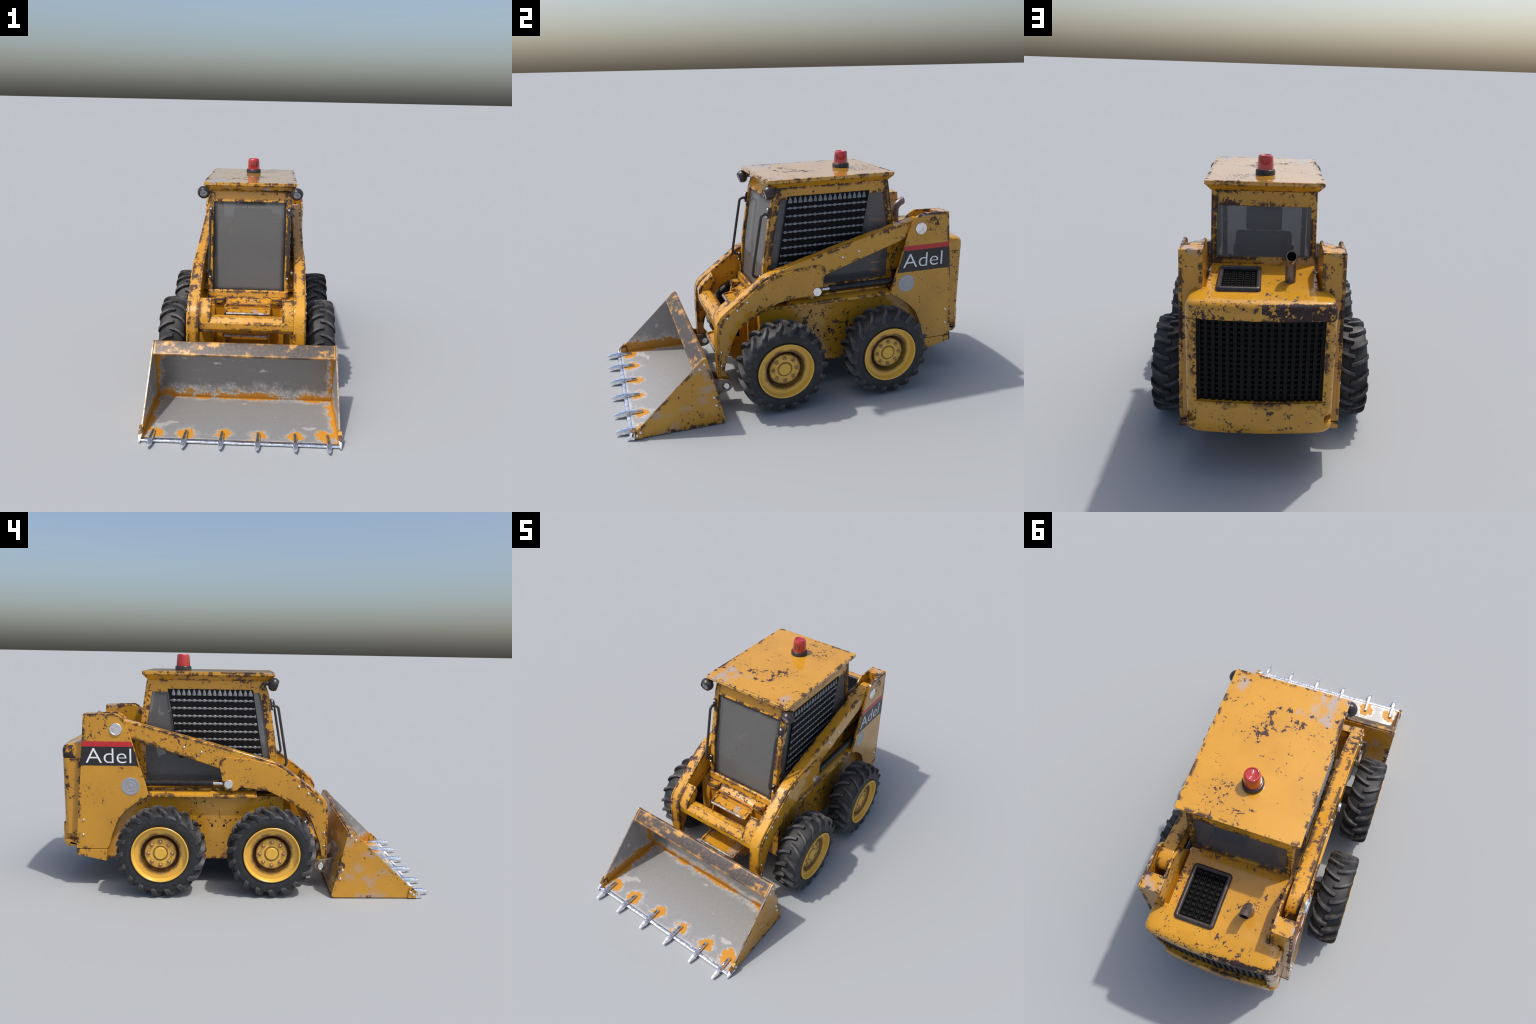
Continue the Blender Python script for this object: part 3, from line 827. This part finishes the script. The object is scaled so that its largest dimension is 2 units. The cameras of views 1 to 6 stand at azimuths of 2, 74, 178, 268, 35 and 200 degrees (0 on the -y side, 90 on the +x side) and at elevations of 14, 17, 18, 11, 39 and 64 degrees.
    br = rod("lamp_bracket", rounded_path([(s * 0.258, -0.126, 1.108), (s * 0.252, -0.098, 1.112), (s * 0.240, -0.088, 1.100), (s * 0.234, -0.075, 1.078)], 0.01, 4), 0.0045, "black", cab, 8)
    turned("lamp_knuckle", [(-0.118, 0.0), (-0.118, 0.011), (-0.098, 0.010), (-0.098, 0.0)], "black", cab, 14, 1, (s * 0.258, 0, 1.107))
# beacon
bx, by = 0.0, 0.35
bea = turned("beacon_base", [(1.1615, 0.0), (1.1615, 0.0455), (1.180, 0.0455), (1.1845, 0.043), (1.186, 0.040), (1.186, 0.0)], "black", cab, 48, 2, (bx, by, 0))
turned("beacon_lens", [(1.1855, 0.0), (1.1855, 0.0385), (1.20, 0.0378), (1.240, 0.0348), (1.2465, 0.0335), (1.2505, 0.0300), (1.2510, 0.0270), (1.2475, 0.0235), (1.2465, 0.0)], "beacon", bea, 64, 2, (bx, by, 0))
# inside
box("cab_floor", (-0.215, -0.16, 0.50), (0.215, 0.55, 0.525), "inside", cab, 0)
box("dashboard", (-0.20, -0.165, 0.525), (0.20, -0.12, 0.56), "inside", cab, 0.004)
bm = bmesh.new()
poly_prism(bm, [(0.345, 0.64), (0.43, 0.64), (0.475, 0.885), (0.465, 0.912), (0.435, 0.917), (0.405, 0.905)], -0.127, 0.127, 0)
for v in bm.verts:
    v.co.x *= 1.0 + 0.30 * (0.917 - v.co.z)
seat = finish(bm, "seat", "seat", cab, 0.016, seg=3)
bm = bmesh.new()
poly_prism(bm, [(0.435, 0.927), (0.475, 0.927), (0.480, 1.03), (0.450, 1.035)], -0.081, 0.081, 0)
finish(bm, "headrest", "seat", seat, 0.01, seg=3)
for s in (1, -1):
    rod("headrest_post", [(s * 0.04, 0.45, 0.90), (s * 0.04, 0.455, 0.94)], 0.006, "black", seat, 10)
    box("armrest", (min(s * 0.13, s * 0.185), 0.12, 0.60), (max(s * 0.13, s * 0.185), 0.47, 0.70), "seat", seat, 0.015)
    rod("control_lever", [(s * 0.15, 0.10, 0.53), (s * 0.15, 0.07, 0.74)], 0.008, "black", cab, 10)
box("seat_cushion", (-0.135, 0.08, 0.55), (0.135, 0.44, 0.66), "seat", seat, 0.02, seg=3)

# ================================================================== LOADER ARMS
ARM_TOP = [(0.715, 0.898), (0.690, 0.910), (0.660, 0.914), (0.626, 0.908), (0.162, 0.786), (-0.150, 0.697), (-0.184, 0.684), (-0.212, 0.668), (-0.236, 0.648), (-0.400, 0.524), (-0.432, 0.496), (-0.447, 0.470), (-0.456, 0.420), (-0.458, 0.330), (-0.457, 0.160)]
PIN = (-0.421, 0.124)
tip_arc = [(PIN[0] + 0.034 * math.cos(t), PIN[1] + 0.034 * math.sin(t)) for t in [math.radians(a) for a in (190, 220, 250, 280, 310, 340, 10)]]
ARM_LOW = [(-0.420, 0.200), (-0.408, 0.256), (-0.379, 0.332), (-0.361, 0.378), (-0.335, 0.420), (-0.300, 0.443), (-0.245, 0.474), (-0.171, 0.513), (-0.120, 0.536), (-0.046, 0.556)]
ARM_BOX_END = [(0.02, 0.60), (0.10, 0.645), (0.175, 0.669), (0.588, 0.805), (0.640, 0.812), (0.690, 0.822), (0.722, 0.848), (0.730, 0.875)]
LOBE = [(-0.046, 0.549), (0.022, 0.556), (0.030, 0.552), (0.040, 0.541), (0.060, 0.535), (0.085, 0.536), (0.104, 0.547), (0.115, 0.565), (0.119, 0.590), (0.131, 0.655), (0.136, 0.685), (0.128, 0.704), (0.108, 0.715), (0.075, 0.718), (0.030, 0.712)]
def inset_top(d):
    src = [(-0.02, 0.7245)] + ARM_TOP[5:]
    out = []
    for i, p in enumerate(src):
        a, b = src[max(i - 1, 0)], src[min(i + 1, len(src) - 1)]
        t = Vector((b[0] - a[0], b[1] - a[1])).normalized()
        out.append((p[0] - t.y * d * 1.0, p[1] + t.x * d * 1.0))
    return out
for s in (1, -1):
    arm = prism("loader_arm", ARM_TOP + tip_arc + ARM_LOW + ARM_BOX_END, s * 0.258, s * 0.320, 0, "arm", None, 0.006, seg=2)
    top = inset_top(0.014)
    plate_low = [(y - 0.0025, z + 0.0025) for y, z in ARM_LOW[1:-1]]
    pl = prism("arm_side_plate", top[:-1] + [(-0.4445, 0.172), (-0.424, 0.172), (-0.4225, 0.20)] + plate_low + LOBE, s * 0.317, s * 0.3265, 0, "plate", arm, 0.002)
    for y, z in ((-0.291, 0.563), (-0.343, 0.525), (-0.396, 0.489), (-0.436, 0.308), (-0.438, 0.231)):
        bolt(arm, s * 0.3262, y, z, s)
    for y, z in ((0.231, 0.744), (0.322, 0.769)):
        bolt(arm, s * 0.3198, y, z, s)
    turned("lift_pin", [(s * 0.250, 0.0), (s * 0.250, 0.020), (s * 0.320, 0.020), (s * 0.320, 0.0235), (s * 0.333, 0.0235), (s * 0.335, 0.022), (s * 0.3352, 0.0)], "chrome", arm, 32, 0, (0, 0.086, 0.5735))
    # gusset joining the arm to the cross tube
    prism("arm_gusset", [(-0.360, 0.5505), (-0.400, 0.5185), (-0.430, 0.490), (-0.446, 0.462), (-0.446, 0.40), (-0.395, 0.41), (-0.345, 0.50)], s * 0.196, s * 0.2585, 0, "arm", arm, 0.004)
    # lift cylinder
    lc = turned("lift_cylinder", [(0.60, 0.0), (0.60, 0.017), (0.185, 0.017), (0.180, 0.0185), (0.170, 0.0185), (0.168, 0.016), (0.168, 0.0)], "cylinder", None, 28, 1, (s * 0.296, 0, 0.5715))
    turned("cylinder_rod", [(0.18, 0.0), (0.18, 0.0095), (0.095, 0.0095), (0.095, 0.0)], "chrome", lc, 20, 1, (s * 0.296, 0, 0.5715))
# cross tube between the arms
prism("cross_tube", [(-0.402 + 0.049 * math.cos(math.radians(22.5 + 45 * i)), 0.416 + 0.049 * math.sin(math.radians(22.5 + 45 * i))) for i in range(8)], -0.2585, 0.2585, 0, "arm", None, 0.004)

# ================================================================== BUCKET
bm = bmesh.new()
poly_prism(bm, [(-0.462, 0.016), (-0.466, 0.006), (-0.476, 0.001), (-0.920, 0.001), (-0.920, 0.0105), (-0.478, 0.012), (-0.543, 0.318), (-0.556, 0.352), (-0.545, 0.363), (-0.537, 0.355)], -0.4785, 0.4785, 0)
bmesh.ops.recalc_face_normals(bm, faces=bm.faces)
for f in bm.faces:                          # scoured on the inside, painted outside
    c = f.calc_center_median()
    inside = (f.normal.z > 0.5 and c.z < 0.02) or (f.normal.y < -0.5 and c.y > -0.6 and c.z > 0.02)
    f.material_index = 0 if inside else 1
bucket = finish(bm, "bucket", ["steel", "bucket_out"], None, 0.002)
prism("top_bar", [(-0.538, 0.353), (-0.544, 0.3655), (-0.556, 0.3675), (-0.566, 0.3605), (-0.6105, 0.3165), (-0.6095, 0.3075), (-0.602, 0.3055), (-0.548, 0.330)], -0.4775, 0.4775, 0, "bar", bucket, 0.003)
side = [(-0.463, 0.018), (-0.466, 0.007), (-0.476, 0.0015), (-0.925, 0.0015), (-0.932, 0.010), (-0.612, 0.3175), (-0.568, 0.362), (-0.556, 0.3685), (-0.543, 0.3665), (-0.538, 0.356)]
prism("cutting_edge", [(-0.915, 0.0005), (-0.934, 0.0003), (-0.937, 0.004), (-0.934, 0.011), (-0.922, 0.0145), (-0.914, 0.0125)], -0.4785, 0.4785, 0, "tooth", bucket, 0.0015)
for s in (1, -1):
    bm = bmesh.new()
    poly_prism(bm, side, s * 0.478, s * 0.487, 0)
    bmesh.ops.recalc_face_normals(bm, faces=bm.faces)
    for f in bm.faces:
        f.material_index = 0 if f.normal.x * s < -0.5 else (2 if (f.normal.y < -0.4 and f.normal.z > 0.4) else 1)
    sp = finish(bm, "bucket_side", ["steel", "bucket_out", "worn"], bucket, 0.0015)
    for y, z in ((-0.555, 0.339), (-0.579, 0.317), (-0.516, 0.153), (-0.506, 0.107)):
        bolt(sp, s * 0.4868, y, z, s)
    # corner cutter
    bm = bmesh.new()
    poly_prism(bm, [(-0.870, 0.002), (-0.872, 0.045), (-0.880, 0.062), (-0.890, 0.062), (-0.925, 0.026), (-0.915, 0.002)], s * 0.4745, s * 0.4935, 0)
    finish(bm, "corner_cutter", "bucket_out", sp, 0.002)
    bm = bmesh.new()
    hull_prism(bm, [(s * 0.4735, -0.912, 0.000), (s * 0.4945, -0.912, 0.000), (s * 0.4945, -0.908, 0.040), (s * 0.4735, -0.908, 0.042)],
               [(s * 0.480, -0.948, 0.002), (s * 0.489, -0.948, 0.002), (s * 0.489, -0.946, 0.009), (s * 0.480, -0.946, 0.009)])
    finish(bm, "cutter_tip", "tooth", sp, 0.002)
    for y, z in ((-0.882, 0.035), (-0.899, 0.021)):
        bolt(sp, s * 0.4932, y, z, s)
    # back bracket and pin lugs
    hull = [(-0.468, 0.046), (-0.486, 0.045), (-0.508, 0.150), (-0.524, 0.236), (-0.502, 0.240), (-0.482, 0.160)]
    brk = prism("pin_bracket", [(-0.462, 0.048), (-0.478, 0.045), (-0.515, 0.215), (-0.510, 0.238), (-0.496, 0.236)], s * 0.236, s * 0.352, 0, "worn", bucket, 0.002)
    for xa, xb in ((0.3275, 0.3405), (0.2385, 0.2515)):
        lug = [(-0.498, 0.18), (-0.468, 0.166)] + [(PIN[0] + 0.036 * math.cos(math.radians(a)), PIN[1] + 0.036 * math.sin(math.radians(a))) for a in (100, 75, 50, 25, 0, -25, -50, -75)] + [(-0.447, 0.083), (-0.470, 0.070), (-0.480, 0.08)]
        prism("pin_lug", lug, s * xa, s * xb, 0, "worn", brk, 0.003)
    turned("bucket_pin", [(s * 0.234, 0.0), (s * 0.234, 0.016), (s * 0.340, 0.016), (s * 0.340, 0.0195), (s * 0.3475, 0.0195), (s * 0.3488, 0.018), (s * 0.346, 0.014), (s * 0.346, 0.0)], "chrome", brk, 28, 0, (0, PIN[0], PIN[1]))

def tooth_mesh():
    bm = bmesh.new()
    #  y offset from root, half width, z low, z high
    st = [(0.000, 0.0055, 0.008, 0.0175), (-0.004, 0.0075, 0.009, 0.0215), (-0.040, 0.0085, 0.009, 0.0245), (-0.072, 0.0095, 0.006, 0.0275), (-0.090, 0.0110, 0.001, 0.0290), (-0.108, 0.0110, 0.001, 0.0275),
          (-0.128, 0.0082, 0.005, 0.0235), (-0.144, 0.0048, 0.009, 0.0190), (-0.1505, 0.0020, 0.0125, 0.0160)]
    prev = None
    for y, w, a, b in st:
        ring = [bm.verts.new(p) for p in ((-w, y, a + 0.2 * (b - a)), (-w * 0.8, y, a), (w * 0.8, y, a), (w, y, a + 0.2 * (b - a)), (w, y, a + 0.62 * (b - a)), (w * 0.55, y, b), (-w * 0.55, y, b), (-w, y, a + 0.62 * (b - a)))]
        if prev:
            for i in range(8):
                bm.faces.new((prev[i], prev[(i + 1) % 8], ring[(i + 1) % 8], ring[i]))
        else:
            bm.faces.new(ring[::-1])
        prev = ring
    bm.faces.new(prev)
    o = finish(bm, "tooth", "tooth", smooth=38)
    me = o.data
    bpy.data.objects.remove(o)
    return me
TOOTH = tooth_mesh()
for x in TEETH_X:
    o = bpy.data.objects.new("tooth", TOOTH)
    SC.objects.link(o)
    o.parent = bucket
    o.location = (x, -0.8495, 0.0)
    o.scale = (1.18, 1.0, 1.12)
    o.rotation_euler = (0, 0, random.uniform(-0.02, 0.02))

# ================================================================== WHEELS
def mesh_of(o):
    me = o.data
    bpy.data.objects.remove(o)
    return me
# local x points outwards from the machine
bm = bmesh.new()
lathe(bm, [(0.056, 0.1), (0.056, 0.142), (0.071, 0.1470), (0.0765, 0.1480), (0.0785, 0.1460), (0.0785, 0.1420), (0.0755, 0.1390), (0.066, 0.1372), (0.040, 0.1315), (0.016, 0.1200), (0.004, 0.1110), (0.000, 0.1020), (0.000, 0.0865),
           (0.004, 0.0840), (0.0440, 0.0830), (0.0475, 0.0805), (0.0480, 0.0765), (0.0470, 0.0750), (0.0470, 0.0385), (0.0455, 0.0370), (0.0455, 0.0335), (0.0505, 0.0315), (0.0525, 0.0290), (0.0525, 0.0)], 72, 0)
RIM = mesh_of(finish(bm, "rim", "rim", smooth=28))
bm = bmesh.new()
car = [(0.056, 0.140), (0.068, 0.1475), (0.0735, 0.160), (0.0750, 0.174), (0.0735, 0.187), (0.0715, 0.1945), (0.0722, 0.1965), (0.0716, 0.1985), (0.0672, 0.2055), (0.0560, 0.2110), (0.030, 0.2165), (0.0, 0.2185)]
lathe(bm, car + [(-a, r) for a, r in car[:-1]][::-1] + [(-0.056, 0.06)], 96, 0)
TYRE = mesh_of(finish(bm, "tyre", "tyre", smooth=38))
def lug_mesh(side):
    bm = bmesh.new()
    #  lateral, base radius, top radius, angle in degrees, half width top, half width base
    st = [(-0.0125, 0.208, 0.2185, 0.0, 0.0030, 0.0075), (-0.009, 0.210, 0.2335, 0.0, 0.0055, 0.0100), (0.000, 0.212, 0.2360, 0.2, 0.0068, 0.0112), (0.020, 0.211, 0.2358, 1.4, 0.0062, 0.0108), (0.038, 0.208, 0.2345, 3.6, 0.0062, 0.0108),
          (0.053, 0.204, 0.2325, 6.2, 0.0066, 0.0112), (0.065, 0.197, 0.2285, 9.0, 0.0072, 0.0118), (0.0725, 0.191, 0.2225, 11.0, 0.0075, 0.0120), (0.0762, 0.187, 0.2085, 12.6, 0.0078, 0.0118), (0.0762, 0.185, 0.1980, 13.2, 0.0074, 0.0105), (0.0742, 0.183, 0.1900, 13.4, 0.005, 0.0080)]
    prev = None
    for lat, rb, rt, ang, wt, wb in st:
        ring = []
        wt, wb = wt * 1.28, wb * 1.15
        for wgt, r in ((-wb, rb), (-wt - 0.0008, rb + (rt - rb) * 0.80), (-wt * 0.84, rt), (wt * 0.84, rt), (wt + 0.0008, rb + (rt - rb) * 0.80), (wb, rb)):
            t = math.radians(ang) + wgt / r
            # angle 0 is the top of the wheel, growing towards the front (-y)
            la = lat if r > rb + 1e-6 or abs(lat) < 0.066 else min(lat, 0.066)
            ring.append(bm.verts.new((side * la, -r * math.sin(t), r * math.cos(t))))
        if prev:
            for i in range(6):
                bm.faces.new((prev[i], prev[(i + 1) % 6], ring[(i + 1) % 6], ring[i]))
        else:
            bm.faces.new(ring[::-1])
        prev = ring
    bm.faces.new(prev)
    return mesh_of(finish(bm, "tread_lug", "lug", smooth=42))
LUG = {1: lug_mesh(1), -1: lug_mesh(-1)}
NL = 18
for s in (1, -1):
    for y in (-0.143, 0.434):
        wheel = bpy.data.objects.new("wheel", RIM)
        SC.objects.link(wheel)
        wheel.parent = ROOT
        wheel.location = (s * 0.425, y, 0.2362)
        flip = s < 0
        if flip:
            wheel.rotation_euler = (0, 0, PI)
        ph = random.uniform(0, 2 * PI)
        t = bpy.data.objects.new("tyre", TYRE)
        SC.objects.link(t); t.parent = wheel
        for side in (1, -1):
            for i in range(NL):
                o = bpy.data.objects.new("tread_lug", LUG[side if not flip else side])
                SC.objects.link(o); o.parent = wheel
                a = 2 * PI * (i + (0.5 if side < 0 else 0.0)) / NL + ph
                # lugs point towards the rolling direction; mirror them on flipped wheels
                if flip:
                    o.scale = (1, -1, 1)
                o.rotation_euler = (a, 0, 0)
        for i in range(8):
            a = 2 * PI * i / 8
            b = bolt(wheel, 0.0468, 0.062 * math.sin(a), 0.062 * math.cos(a), 1, WBOLT, "wheel_bolt")
            b.rotation_euler = (random.uniform(0, 6), 0, 0)
